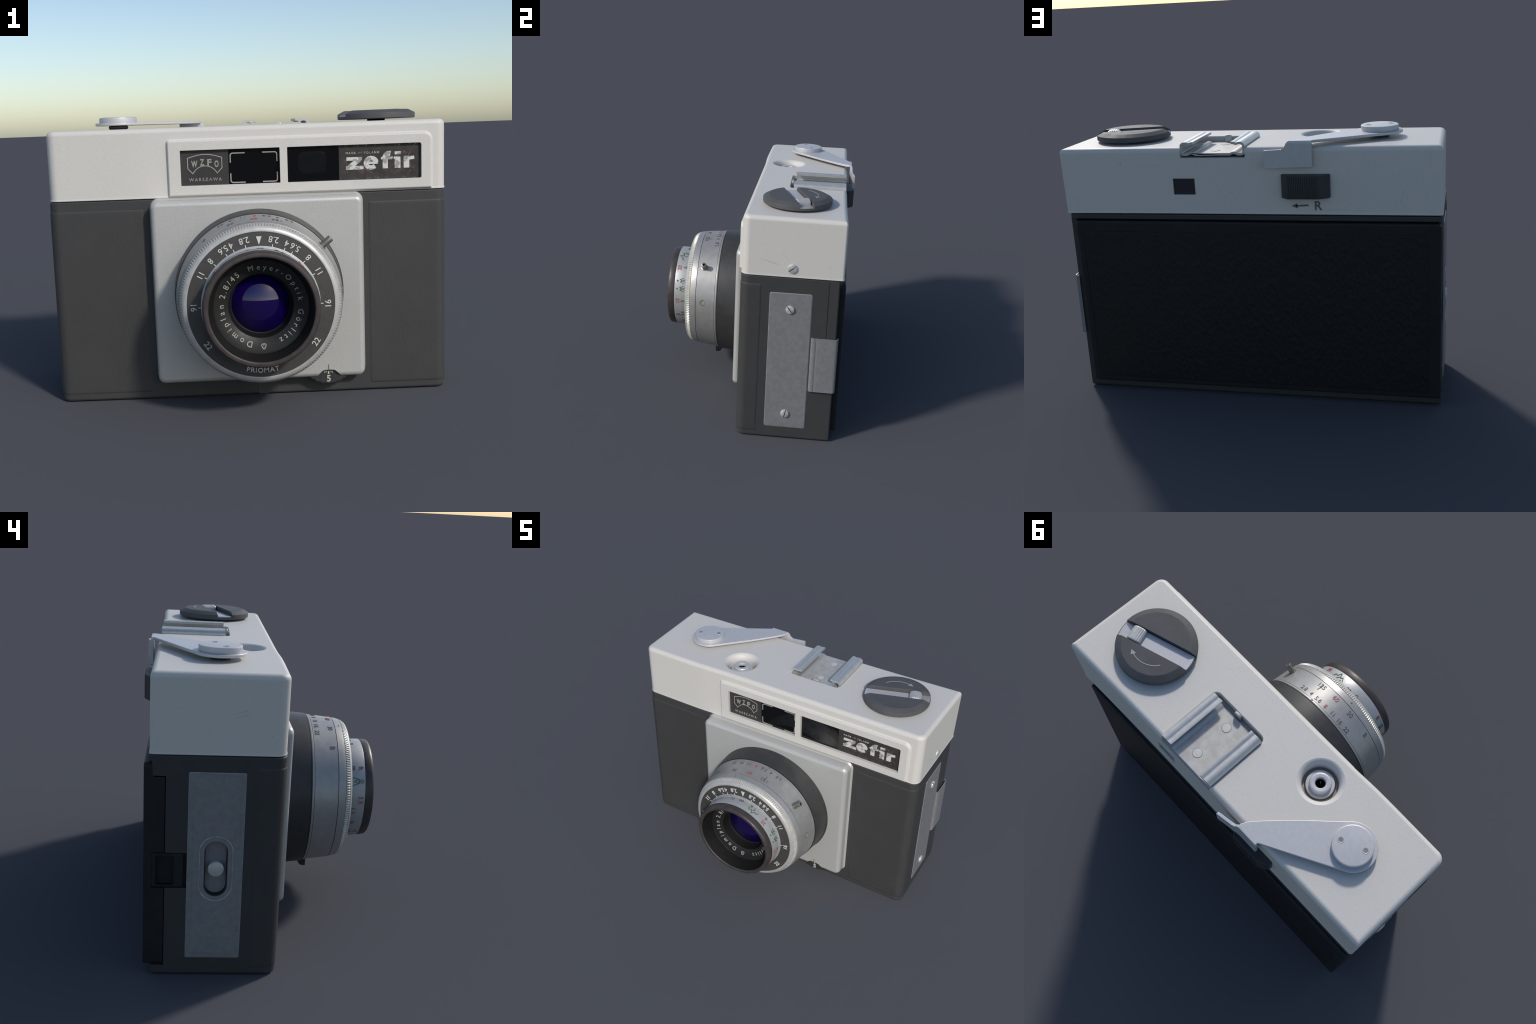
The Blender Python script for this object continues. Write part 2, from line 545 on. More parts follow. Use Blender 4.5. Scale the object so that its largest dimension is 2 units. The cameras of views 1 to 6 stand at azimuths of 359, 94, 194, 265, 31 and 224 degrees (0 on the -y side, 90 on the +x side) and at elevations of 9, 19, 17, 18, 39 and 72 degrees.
def boolean(o, cutter, op='DIFFERENCE'):
    md = o.modifiers.new('b', 'BOOLEAN')
    md.operation, md.object, md.solver = op, cutter, 'EXACT'
    dg = bpy.context.evaluated_depsgraph_get()
    keep = [m for m in o.modifiers if m.type != 'BOOLEAN']
    for m in keep:
        m.show_viewport = False
    dg.update()
    me = bpy.data.meshes.new_from_object(o.evaluated_get(dg))
    for m in keep:
        m.show_viewport = True
    old = o.data
    o.modifiers.remove(md)
    o.data = me
    bpy.data.meshes.remove(old)
    cm = cutter.data
    bpy.data.objects.remove(cutter)
    bpy.data.meshes.remove(cm)
    for p in me.polygons:
        p.use_smooth = True
    me.set_sharp_from_angle(angle=radians(32))


def tool(verts, faces):
    return part('cutter', verts, faces, None)


def box_tool(x0, x1, y0, y1, z0, z1):
    v = [(x, y, z) for x in (x0, x1) for y in (y0, y1) for z in (z0, z1)]
    f = [(0, 1, 3, 2), (4, 6, 7, 5), (0, 4, 5, 1), (2, 3, 7, 6), (0, 2, 6, 4), (1, 5, 7, 3)]
    return tool(v, f)


def smooth_path(pts, sub=6):
    """Catmull-Rom through the points"""
    P = [Vector(p) for p in pts]
    P = [P[0] * 2 - P[1]] + P + [P[-1] * 2 - P[-2]]
    out = []
    for i in range(1, len(P) - 2):
        a, b, c, d = P[i - 1:i + 3]
        for k in range(sub):
            t = k / sub
            out.append(0.5 * ((2 * b) + (c - a) * t + (2 * a - 5 * b + 4 * c - d) * t * t + (3 * b - a - 3 * c + d) * t ** 3))
    out.append(P[-2])
    return out


def prism(outline, d0, d1, axes, bevel=0.0):
    """solid from a 2D outline, edges optionally bevelled"""
    n = len(outline)
    v = [axes(u, w, d0) for u, w in outline] + [axes(u, w, d1) for u, w in outline]
    f = [tuple(range(n)), tuple(range(n, 2 * n))] + [(i, (i + 1) % n, n + (i + 1) % n, n + i) for i in range(n)]
    return v, f


def bevel(o, width, seg=3, angle=35):
    b = o.modifiers.new('bevel', 'BEVEL')
    b.width, b.segments, b.limit_method, b.angle_limit = width, seg, 'ANGLE', radians(angle)
    b.harden_normals = False
    o.data.set_sharp_from_angle(angle=radians(180))
    w = o.modifiers.new('weighted', 'WEIGHTED_NORMAL')
    w.weight = 90
    return o


# ------------------------------------------------------------------ body shell
def belly(x):
    """the front of the body swells slightly, most on the left"""
    return -0.002 - 0.0055 * math.exp(-((x + 0.55) / 0.40) ** 2)


def dense_ring(ring, k=28):
    out = []
    for i, p in enumerate(ring):
        q = ring[(i + 1) % len(ring)]
        m = k if abs(q[0] - p[0]) > 1 else 1
        out += [(p[0] + (q[0] - p[0]) * j / m, p[1] + (q[1] - p[1]) * j / m) for j in range(m)]
    return out


prof = [(0.016 * (1 - sin(i / 6 * pi / 2)), 0.016 * (1 - cos(i / 6 * pi / 2))) for i in range(7)]
prof += [(0.006 * (1 - cos(i / 6 * pi / 2)), 1.019 - 0.006 * (1 - sin(i / 6 * pi / 2))) for i in range(7)]
loops = [[(x, y + (belly(x) if y < 0.1 else 0), d) for x, y in dense_ring(rrect(-0.984, 0.987, FRONT, 0.522, (0.05, 0.05, 0.010, 0.010), ins))] for ins, d in prof]
v, f = loft(loops)
body = part('body_shell', v, f, 'body', weighted=True)
boolean(body, box_tool(-0.966, 0.953, 0.463, 0.7, 0.047, 0.988))
boolean(body, box_tool(-1.1, -0.960, 0.463, 0.7, 0.047, 0.930))
boolean(body, box_tool(0.9845, 1.1, 0.4605, 0.4655, 0.672, 1.004))
slab('body_flange', -0.982, 0.982, 0.40, 0.537, 0.02, 0.991, 1.017, 0.003, 0.004, AX_TOP, 'body')
slab('cover_seam', -0.966, 0.974, -0.024, 0.522, (0.04, 0.04, 0.01, 0.01), 1.00, 1.05, 0, 0, AX_TOP, 'groove')


def leather_wrap(name, side):
    """thin covering bent round the front corner; side -1 left, +1 right"""
    xo = -0.984 if side < 0 else 0.987
    xe = -0.513 if side < 0 else 0.594
    r = 0.05
    path = []     # (point, outward normal, arc length)
    for i in range(13):
        y = 0.088 - (0.088 - (FRONT + r)) * i / 12
        path.append(((xo, y), (side, 0)))
    cx, cy = xo - side * r, FRONT + r
    for i in range(1, 13):
        a = i / 12 * pi / 2
        path.append(((cx + side * r * cos(a), cy - r * sin(a)), (side * cos(a), -sin(a))))
    for i in range(1, 41):
        path.append(((cx + (xe - cx) * i / 40, FRONT), (0, -1)))
    s = [0]
    for i in range(1, len(path)):
        a, b = path[i - 1][0], path[i][0]
        s.append(s[-1] + math.hypot(b[0] - a[0], b[1] - a[1]))
    zs = [0.038, 0.0395, 0.042, 0.046, 0.052] + [0.06 + 0.89 * i / 24 for i in range(25)] + [0.958, 0.964, 0.968, 0.9705, 0.972]
    verts, faces = [], []
    for (p, nn), ss in zip(path, s):
        for z in zs:
            e = min(ss, s[-1] - ss, z - zs[0], zs[-1] - z)
            k = min(1, e / 0.012)
            k = sqrt(k * (2 - k))
            t = -0.0015 + 0.0040 * k
            verts.append((p[0] + nn[0] * t, p[1] + nn[1] * t + belly(p[0]), z))
    m = len(zs)
    for i in range(len(path) - 1):
        for j in range(m - 1):
            faces.append((i * m + j, i * m + j + 1, (i + 1) * m + j + 1, (i + 1) * m + j))
    return part(name, verts, faces, 'vinyl')


leather_wrap('leather_panel', -1)
leather_wrap('leather_panel', 1)

# ------------------------------------------------------------------ back door
door = slab('back_door', -0.982, 0.945, 0.051, 0.984, (0.012, 0.012, 0.02, 0.02), 0.466, 0.555, 0.002, 0.010, AX_FRONT, 'door')
boolean(door, box_tool(-1.1, -0.958, 0.4, 0.514, 0.924, 1.1))
v, f = slab_data(-0.923, 0.910, 0.080, 0.930, 0.012, 0.5535, 0.60, 0, 0, AX_FRONT)
boolean(door, tool(v, f))
slab('leather_panel', -0.919, 0.906, 0.084, 0.926, 0.014, 0.545, 0.5565, 0, 0.004, AX_FRONT, 'door_vinyl', door)
# catch on the left side of the door
v, f = slab_data(0.385, 0.52, 0.427, 0.583, 0.004, -0.945, -0.982, 0, 0.003, AX_SIDE)
catch = part('door_catch', v, f, 'door', door, weighted=True)
v, f = slab_data(0.425, 0.503, 0.437, 0.573, 0.008, -0.956, -1.1, 0.004, 0, AX_SIDE)
boolean(catch, tool(v, f))
boolean(door, box_tool(-1.1, -0.94, 0.40, 0.52, 0.423, 0.587))
boolean(body, box_tool(-1.1, -0.95, 0.370, 0.53, 0.423, 0.587))

# ------------------------------------------------------------------ side plates
def screw_mesh(r, h):
    prof = [(r, 0), (r, h * 0.45), (r * 0.93, h * 0.75), (r * 0.75, h * 0.93), (r * 0.4, h), (0.0002, h * 1.02)]
    v, f = lathe_data(prof, lambda rr, a, d: (rr * cos(a), rr * sin(a), d), 40)
    o = part('cutter2', v + [(0, 0, -0.004)], f, 'screw')
    boolean(o, box_tool(-r * 1.3, r * 1.3, -r * 0.11, r * 0.11, h * 0.35, h * 2))
    me = o.data
    bpy.data.objects.remove(o)
    me.materials.append(M['slot'])
    for p in me.polygons:
        if abs(p.center.y) < r * 0.1 and p.normal.z > 0.9 and p.center.z < h * 0.5:
            p.material_index = 1
    return me


SCREW = screw_mesh(0.025, 0.012)


def screw(parent, loc, side, ang, k=1.0):
    o = bpy.data.objects.new('screw', SCREW)
    SC.objects.link(o)
    rot = Matrix(((0, 0, side), (side, 0, 0), (0, 1, 0))).to_4x4()   # local z -> x, local x -> y, local y -> z
    o.matrix_world = Matrix.Translation(loc) @ rot @ Matrix.Rotation(radians(ang), 4, 'Z') @ Matrix.Diagonal((k, k, 1, 1))
    o.parent = parent
    return o


rp = slab('side_plate', 0.134, 0.371, 0.079, 0.926, 0.012, 0.975, 0.9905, 0, 0.002, AX_SIDE, 'side')
slab('plate_rim', 0.1315, 0.3735, 0.0765, 0.9285, 0.013, 0.975, 0.9885, 0, 0.001, AX_SIDE, 'side_edge', rp)
screw(rp, (0.9905, 0.251, 0.830), 1, -52)
screw(rp, (0.9905, 0.252, 0.170), 1, 78)

lp = slab('side_plate', 0.131, 0.367, 0.090, 0.948, 0.006, -0.972, -0.9885, 0, 0.002, AX_SIDE, 'side')
lrim = slab('plate_rim', 0.129, 0.369, 0.088, 0.950, 0.007, -0.972, -0.9865, 0, 0.001, AX_SIDE, 'side_edge', lp)
# faint engraved border
fr = slab('plate_inlay', 0.148, 0.346, 0.112, 0.936, 0.004, -0.980, -0.9897, 0, 0.0008, AX_SIDE, 'side', lp)
# oval window frame with the knob inside
oy, oz = 0.245, 0.517
v, f = slab_data(oy - 0.05, oy + 0.05, oz - 0.128, oz + 0.128, 0.05, -0.935, -1.1, 0.004, 0, AX_SIDE)
v2, f2 = list(v), list(f)
boolean(lp, tool(v, f))
boolean(fr, tool(v2, f2))
boolean(lrim, tool(list(v), list(f)))
boolean(body, tool(list(v), list(f)))


def oval_frame(name, w, h, w2, h2, x0, x1, mat, parent):
    loops = []
    for ins, d in ((0, x0), (0, x1 + 0.002), (0.002, x1)):
        loops.append([(d, u, z) for u, z in rrect(oy - w + ins, oy + w - ins, oz - h + ins, oz + h - ins, (w - ins,) * 4)])
    for ins, d in ((0.003, x1), (0, x1 + 0.003), (0, x0)):
        loops.append([(d, u, z) for u, z in rrect(oy - w2 - ins, oy + w2 + ins, oz - h2 - ins, oz + h2 + ins, (w2 + ins,) * 4)])
    v, f = loft(loops, False, False)
    return part(name, v, f, mat, parent)


oval_frame('oval_frame', 0.0735, 0.1515, 0.0675, 0.1455, -0.975, -0.9925, 'side_edge', lp)
oval_frame('oval_frame', 0.0680, 0.1460, 0.0505, 0.1285, -0.960, -0.9910, 'side', lp)
oval_frame('oval_frame', 0.0510, 0.1290, 0.0470, 0.1250, -0.940, -0.9860, 'groove', lp)
v, f = slab_data(oy - 0.0475, oy + 0.0475, oz - 0.1255, oz + 0.1255, 0.0475, -0.937, -0.9600, 0, 0.004, AX_SIDE)
part('oval_floor', v, f, 'side', lp, weighted=True)
v, f = lathe_data([(0.033, -0.030), (0.035, 0.008), (0.0345, 0.014), (0.030, 0.0195), (0.018, 0.0225), (0.0002, 0.023)],
                  lambda r, a, d: (-0.978 - d, oy + r * cos(a), oz + r * sin(a)), 40)
part('opening_button', v, f, 'alu_bright', lp)

# hinge clip on the right, a folded sheet: curled front edge, flat leaf, rolled back edge
sheet = smooth_path([(0.970, 0.383), (0.986, 0.381), (0.996, 0.388), (0.9985, 0.400), (0.996, 0.411)], 5)
sheet += smooth_path([(0.9975, 0.4135), (0.9985, 0.43), (0.999, 0.50), (0.9975, 0.522), (0.990, 0.530), (0.975, 0.531)], 5)
L, R = ribbon([tuple(p) for p in sheet], 0.006)
ol = [tuple(p) for p in L] + [tuple(p) for p in reversed(R)]
v, f = prism(ol, 0.330, 0.668, AX_TOP)
part('hinge_clip', v, f, 'side', None, sharp=40)

# ------------------------------------------------------------------ top cover
def cover_shape(x, y, z):
    """the pressed cover is not quite square: its back corners spread, its front bellies out on the left"""
    f = max(0.0, min(1.0, (y - FRONT) / (BACK - FRONT)))
    g = max(0.0, min(1.0, (z - COVER_Z0) / (COVER_Z1 - COVER_Z0)))
    dx = 0.012 * f * (0.35 + 0.65 * g) if x > 0.5 else (-0.008 * f if x < -0.5 else 0)
    dy = f * 0.011 * max(0.0, (x - 0.3) / 0.68) ** 2 - (1 - f) * 0.006 * math.exp(-((x + 0.56) / (0.13 if x > -0.56 else 0.34)) ** 2)
    return (x + dx, y + dy, z)


def cover_axes(u, v, d):
    return cover_shape(u, v, d)


prof = [(0.0, COVER_Z0), (-0.0022, COVER_Z0 + 0.002), (-0.0022, COVER_Z0 + 0.008), (0.0, COVER_Z0 + 0.013)]
for i in range(8):
    a_ = i / 7 * pi / 2
    prof.append((0.026 * (1 - cos(a_)), COVER_Z1 - 0.026 * (1 - sin(a_))))
loops = []
for ins, d in prof:
    loop = []
    ring = rrect(-0.978, 0.987, FRONT, BACK, (0.045, 0.045, 0.014, 0.014), ins)
    for i, p in enumerate(ring):       # split the long edges so the belly can bend
        q = ring[(i + 1) % len(ring)]
        k = 60 if abs(q[0] - p[0]) > 1 else 1
        loop += [cover_shape(p[0] + (q[0] - p[0]) * j / k, p[1] + (q[1] - p[1]) * j / k, d) for j in range(k)]
    loops.append(loop)
v, f = loft(loops)
cover = part('top_cover', v, f, 'cover', weighted=True)
v, f = slab_data(-0.386, 0.913, 1.030, 1.302, (0.004, 0.004, 0.035, 0.012), -0.0445, -0.053, 0, 0.0085, AX_FRONT,
                 extra=[(-0.0095, -0.022), (-0.0085, -0.0350), (-0.0070, -0.0372), (-0.0045, -0.0386), (-0.0020, -0.0405), (-0.0005, -0.0430)])
bump = tool(v, f)
bump.data.materials.append(M['cover'])
boolean(cover, bump, 'UNION')
# recessed windows
def window_cut(x0, x1, r):
    v, f = slab_data(x0, x1, 1.080, 1.253, r, -0.026, -0.10, 0.0005, 0, AX_FRONT)
    boolean(cover, tool(v, f))


window_cut(-0.324, 0.164, (0.003, 0.003, 0.003, 0.003))
window_cut(0.201, 0.862, (0.003, 0.008, 0.010, 0.003))
# accessory shoe pocket: rounded edges flare out at the top
def flared(u0, u1, v0, v1, radii, z0, z1, fl):
    prof = [(0, z0), (0, z1 - fl)]
    for i in range(1, 7):
        a = i / 6 * pi / 2
        prof.append((-fl * (1 - cos(a)), z1 - fl + fl * sin(a)))
    prof.append((-fl * 1.02, z1 + 0.05))
    return loft([[(u, w, d) for u, w in rrect(u0, u1, v0, v1, radii, ins)] for ins, d in prof])


boolean(cover, tool(*flared(-0.010, 0.332, 0.180, 0.60, (0.03, 0.03, 0.002, 0.002), 1.314, COVER_Z1 + 0.0005, 0.008)))
# release dish: wide fillet, then a well
RX, RY = -0.333, 0.130
prof = [(0.0003, 1.282), (0.086, 1.282), (0.087, 1.322)]
for i in range(9):
    a = i / 8 * pi / 2
    prof.append((0.087 + 0.033 * (1 - cos(a)), 1.322 + (COVER_Z1 + 0.0006 - 1.322) * sin(a)))
prof += [(0.122, COVER_Z1 + 0.05), (0.0003, COVER_Z1 + 0.05)]
v, f = lathe_data(prof, F_UP(RX, RY), 72, close=True)
boolean(cover, tool(v, f))
# viewfinder eyepiece opening
boolean(cover, box_tool(0.264, 0.382, 0.505, 0.6, 1.123, 1.208))
slab('eyepiece_window', 0.262, 0.384, 1.121, 1.210, 0.002, 0.49, 0.5240, 0, 0, AX_FRONT, 'eyepiece', cover)
screw(cover, (0.986, 0.253, 1.075), 1, 40, 1.16)

# window contents
plate_y = -0.0345
slab('maker_plate', -0.323, -0.0885, 1.081, 1.252, 0.002, -0.02, -0.0360, 0, 0.0006, AX_FRONT, 'plate_grey', cover)
slab('viewfinder_window', -0.0880, 0.163, 1.081, 1.252, 0.002, -0.02, -0.0345, 0, 0, AX_FRONT, 'window', cover)
slab('rangefinder_window', 0.202, 0.4550, 1.081, 1.252, 0.002, -0.02, -0.0355, 0, 0, AX_FRONT, 'window', cover)
slab('rangefinder_lens', 0.255, 0.392, 1.120, 1.225, 0.03, -0.02, -0.0362, 0, 0.0006, AX_FRONT, 'finder', cover)
name_plate = slab('name_plate', 0.4556, 0.861, 1.081, 1.252, (0.002, 0.008, 0.010, 0.002), -0.02, -0.0370, 0, 0.0012, AX_FRONT, 'plate_worn', cover)

# shield emblem
sy = -0.0362
shield = [(-0.289, 1.214)]
for i in range(1, 10):
    t = i / 10
    shield.append((-0.289 + 0.168 * t, 1.214 + 0.017 * sin(pi * t)))
shield += [(-0.121, 1.214), (-0.121, 1.163), (-0.145, 1.138)]
for i in range(1, 10):
    a = radians(20) + (radians(160) - radians(20)) * i / 10
    shield.append((-0.205 + 0.064 * cos(a), 1.113 + 0.062 * sin(a)))
shield += [(-0.265, 1.138), (-0.289, 1.163)]
mk = Marks()
mk.add(line_mark([shield], 0.0042, lambda u, v, w: (u, sy - w, v), closed=True, thick=0.0009))
def bow(x, z, y, k):
    return lambda u, v, w: (x + u, y - w, z + v + k * u * u * -1)


for ch, x in zip('WZFO', (-0.256, -0.218, -0.182, -0.147)):
    mk.text(ch, 0.031 if ch != 'W' else 0.031, on_front(x, 1.194 - 2.0 * (x + 0.205) ** 2 * 1.5, sy), width=0.031 if ch == 'W' else 0.021, bold=0.0016)
mk.text('WARSZAWA', 0.0165, on_front(-0.2045, 1.1085, sy), width=0.161, bold=0.0002)
mk.build('emblem_lettering', 'cream_dim', cover)

# bright-line frame corners in the finder
by = -0.0347
def corner(x, z, sx, sz):
    r, L, H = 0.012, 0.072, 0.046
    pts = [(x + sx * L, z), (x + sx * r, z)]
    for i in range(1, 5):
        a = i / 5 * pi / 2
        pts.append((x + sx * r * (1 - sin(a)), z + sz * r * (1 - cos(a))))
    pts += [(x, z + sz * r), (x, z + sz * H)]
    return pts


mk = Marks()
for x, z, sx, sz in ((-0.079, 1.232, 1, -1), (0.151, 1.232, -1, -1), (-0.079, 1.088, 1, 1), (0.151, 1.088, -1, 1)):
    mk.add(line_mark([corner(x, z, sx, sz)], 0.0058, lambda u, v, w: (u, by - w, v), thick=0.0007))
mk.build('frame_lines', 'cream_dim', cover)

# heavy slab letters of the name, drawn as strokes
ny = -0.0372
LAYER = [0]
def nm(u, v, w):
    return (u, ny - w - LAYER[0] * 0.00012, v)


def arc(cx, cz, rx, rz, a0, a1, n=14):
    return [(cx + rx * cos(radians(a0 + (a1 - a0) * i / n)), cz + rz * sin(radians(a0 + (a1 - a0) * i / n))) for i in range(n + 1)]


wd = Marks()
TH = 0.017
zb, zt = 1.131, 1.190
LAYER[0] += 1
wd.add(line_mark([[(0.493, zt - 0.007), (0.570, zt - 0.007)]], 0.017, nm))
LAYER[0] += 1
wd.add(line_mark([[(0.558, zt - 0.010), (0.506, zb + 0.010)]], 0.024, nm))
LAYER[0] += 1
wd.add(line_mark([[(0.490, zb + 0.008), (0.577, zb + 0.008)]], 0.018, nm))
LAYER[0] += 1
wd.add(line_mark([arc(0.615, (zb + zt) / 2, 0.026, 0.0235, 2, 318)], 0.022, nm))
LAYER[0] += 1
wd.add(line_mark([[(0.598, 1.161), (0.648, 1.161)]], 0.012, nm))
fstem = [(0.685, zb), (0.685, 1.186)] + arc(0.704, 1.186, 0.019, 0.017, 170, 70, 8)
LAYER[0] += 1
wd.add(line_mark([fstem], 0.026, nm))
LAYER[0] += 1
wd.add(line_mark([[(0.664, 1.181), (0.722, 1.181)]], 0.013, nm))
LAYER[0] += 1
wd.add(line_mark([[(0.746, zb), (0.746, 1.187)]], 0.029, nm))
LAYER[0] += 1
wd.add(line_mark([[(0.727, 1.181), (0.746, 1.181)]], 0.013, nm))
LAYER[0] += 1
wd.add(line_mark([[(0.732, 1.205), (0.762, 1.205)]], 0.015, nm))
LAYER[0] += 1
wd.add(line_mark([[(0.790, zb), (0.790, 1.189)]], 0.028, nm))
LAYER[0] += 1
wd.add(line_mark([[(0.790, 1.165), (0.800, 1.178), (0.829, 1.181)]], 0.017, nm))
wd.build('name_lettering', 'letters_worn', name_plate)
mk = Marks()
mk.text('MADE IN POLAND', 0.0105, on_front(0.573, 1.212, ny), width=0.165)
mk.build('small_lettering', 'letters_worn', name_plate)

# back markings
mk = Marks()
mk.text('R', 0.047, on_back(-0.376, 1.071, BACK + 0.0002), bold=0.001)
mk.add(line_mark([[(-0.262, 1.068), (-0.325, 1.071)]], 0.008, lambda u, v, w: (u, BACK + 0.0002 + w, v)))
mk.add(prism([(-0.238, 1.067), (-0.268, 1.081), (-0.270, 1.055)], BACK - 0.001, BACK + 0.0018, AX_FRONT))
mk.build('rewind_marking', 'ink', cover)

# ------------------------------------------------------------------ rewind switch on the back
prof = [(-0.192, 0.525), (-0.195, 0.556), (-0.226, 0.584), (-0.388, 0.584), (-0.436, 0.556), (-0.440, 0.525)]
v, f = prism(prof, 1.113, 1.231, AX_TOP)
sw = bevel(part('rewind_switch', v, f, 'switch'), 0.003, 2)
for i in range(17):
    x = -0.234 - i * 0.0091
    v, f = slab_data(x - 0.0027, x + 0.0027, 1.116, 1.228, 0.002, 0.58, 0.5872, 0, 0.0012, AX_FRONT)
    part('grip_rib', v, f, 'switch', sw)

# ------------------------------------------------------------------ shutter release
upright('release_floor', [(0.089, 1.275), (0.0885, 1.3035), (0.079, 1.3050), (0.074, 1.3050), (0.073, 1.290)], RX, RY, 'brown', cover)
rel = upright('shutter_button', [(0.070, 1.280), (0.070, 1.320), (0.067, 1.324), (0.054, 1.3245), (0.053, 1.330), (0.053, 1.338), (0.049, 1.343),
                                  (0.042, 1.345), (0.036, 1.3435), (0.030, 1.3435), (0.026, 1.341), (0.024, 1.336), (0.024, 1.300)], RX, RY, 'steel')
upright('cable_socket', [(0.0237, 1.325), (0.022, 1.305), (0.0002, 1.295)], RX, RY, 'void', rel)

# ------------------------------------------------------------------ accessory shoe
prof = smooth_path([(0.2620, 1.3870), (0.273, 1.3870), (0.287, 1.3830), (0.301, 1.3865), (0.315, 1.3855), (0.3250, 1.377), (0.3265, 1.363),
                    (0.3268, 1.343), (0.3225, 1.333), (0.310, 1.330), (0.295, 1.331), (0.280, 1.337), (0.268, 1.337), (0.252, 1.331), (0.235, 1.330),
                    (0.085, 1.330), (0.068, 1.331), (0.055, 1.337), (0.043, 1.337), (0.028, 1.331), (0.013, 1.330), (0.001, 1.333), (-0.0035, 1.343),
                    (-0.0035, 1.363), (-0.0020, 1.377), (0.008, 1.3855), (0.022, 1.3865), (0.036, 1.3830), (0.050, 1.3870), (0.0610, 1.3870)], 5)
L, R = ribbon([tuple(p) for p in prof], 0.0125)
ol = [tuple(p) for p in L] + [tuple(p) for p in reversed(R)]
v, f = prism(ol, 0.203, 0.524, AX_FRONT)
shoe = part('accessory_shoe', v, f, 'shoe', sharp=40)
boolean(shoe, box_tool(-0.05, 0.045, 0.15, 0.206, 1.25, 1.342)) if False else None
slab('shoe_floor', 0.066, 0.257, 0.206, 0.522, 0.006, 1.332, 1.3368, 0, 0.0008, AX_TOP, 'floor', shoe)
for x, y in ((0.166, 0.269), (0.164, 0.452)):
    upright('rivet', [(0.0225, 1.334), (0.0225, 1.3380), (0.0215, 1.3386), (0.0002, 1.3387)], x, y, 'rivet', shoe, seg=40, weighted=True)
    upright('rivet_seat', [(0.0245, 1.334), (0.0240, 1.3374), (0.0225, 1.3374)], x, y, 'slot', shoe, seg=40)
slab('stop_tab', 0.150, 0.192, 1.325, 1.375, (0.002, 0.002, 0.014, 0.014), 0.184, 0.196, 0.002, 0.004, AX_FRONT, 'shoe', shoe)

# ------------------------------------------------------------------ advance lever
HX, HY = -0.655, 0.246
outl = []
for i in range(25):
    a = radians(124) + radians(199) * i / 24
    outl.append((HX + 0.117 * cos(a), HY + 0.117 * sin(a)))
outl += [(-0.395, 0.345), (-0.290, 0.464), (-0.252, 0.512), (-0.238, 0.540), (-0.237, 0.556), (-0.355, 0.556), (-0.357, 0.545)]
v, f = prism(outl, 1.3865, 1.4005, AX_TOP)
lever = bevel(part('advance_lever', v, f, 'steel'), 0.0035, 3)
# thumb tab: a sheet folded down behind the cover, its end kicked outwards
tab2d = [(-0.357, 1.276), (-0.350, 1.270), (-0.244, 1.268), (-0.124, 1.268), (-0.118, 1.274), (-0.118, 1.352), (-0.122, 1.357),
         (-0.205, 1.359), (-0.222, 1.372), (-0.230, 1.390), (-0.240, 1.400), (-0.352, 1.4005), (-0.357, 1.396)]
def tab_map(u, w, d):
    kick = max(0.0, u + 0.246)
    fold = max(0.0, w - 1.386)
    return (u, 0.549 + d * 0.014 + 0.17 * kick - fold * 0.25, w)


bm = bmesh.new()
vs = [bm.verts.new((u, w, 0)) for u, w in tab2d]
bm.faces.new(vs)
for i in range(11):
    bmesh.ops.bisect_plane(bm, geom=bm.verts[:] + bm.edges[:] + bm.faces[:], plane_co=(-0.246 + i * 0.0115, 0, 0), plane_no=(1, 0, 0))
bmesh.ops.bisect_plane(bm, geom=bm.verts[:] + bm.edges[:] + bm.faces[:], plane_co=(0, 1.386, 0), plane_no=(0, 1, 0))
r = bmesh.ops.extrude_face_region(bm, geom=bm.faces[:])
for e in r['geom']:
    if isinstance(e, bmesh.types.BMVert):
        e.co.z = 1
for vv in bm.verts:
    vv.co = tab_map(*vv.co)
bmesh.ops.recalc_face_normals(bm, faces=bm.faces)
me = bpy.data.meshes.new('thumb_tab')
bm.to_mesh(me)
bm.free()
bevel(link('thumb_tab', me, 'steel', lever), 0.003, 3, 50)
cap = upright('lever_cap', [(0.080, 1.399), (0.0955, 1.4008), (0.0965, 1.404), (0.0965, 1.423), (0.0945, 1.4265), (0.090, 1.4285), (0.0002, 1.4286)], HX, HY, 'steel', lever, seg=96, weighted=True)
upright('lever_stem', [(0.047, 1.355), (0.047, 1.392)], HX, HY, 'groove', lever)
upright('stem_washer', [(0.049, 1.372), (0.0505, 1.375), (0.0505, 1.379), (0.049, 1.382)], HX, HY, 'slot', lever)
for x, y in ((-0.600, 0.268), (-0.710, 0.222)):
    upright('spanner_hole', [(0.0155, 1.4282), (0.0150, 1.4298), (0.0125, 1.4300), (0.0110, 1.4293)], x, y, 'alu_bright', cap, seg=32)
    upright('hole_floor', [(0.0112, 1.42935), (0.0002, 1.42935)], x, y, 'side', cap, seg=32)

# ------------------------------------------------------------------ rewind knob
KX, KY, KA = 0.690, 0.247, radians(17.9)
kp = [(0.0003, 1.3765), (0.192, 1.3765), (0.198, 1.378), (0.200, 1.381), (0.200, 1.4015), (0.198, 1.4050), (0.170, 1.4195), (0.165, 1.4212), (0.0003, 1.4216)]
v, f = lathe_data(kp, F_UP(KX, KY), 96, close=True)
knob = part('rewind_knob', v, f, 'knob', weighted=True)


def knob_map(u, v, d):        # u along the slot towards +x, v across
    return (KX + u * cos(KA) - v * sin(KA), KY + u * sin(KA) + v * cos(KA), d)


bx = [knob_map(u, w, d) for u in (-0.3, 0.3) for w in (-0.044, 0.044) for d in (1.391, 1.5)]
bf = [(0, 1, 3, 2), (4, 6, 7, 5), (0, 4, 5, 1), (2, 3, 7, 6), (0, 2, 6, 4), (1, 5, 7, 3)]
boolean(knob, tool(bx, bf))
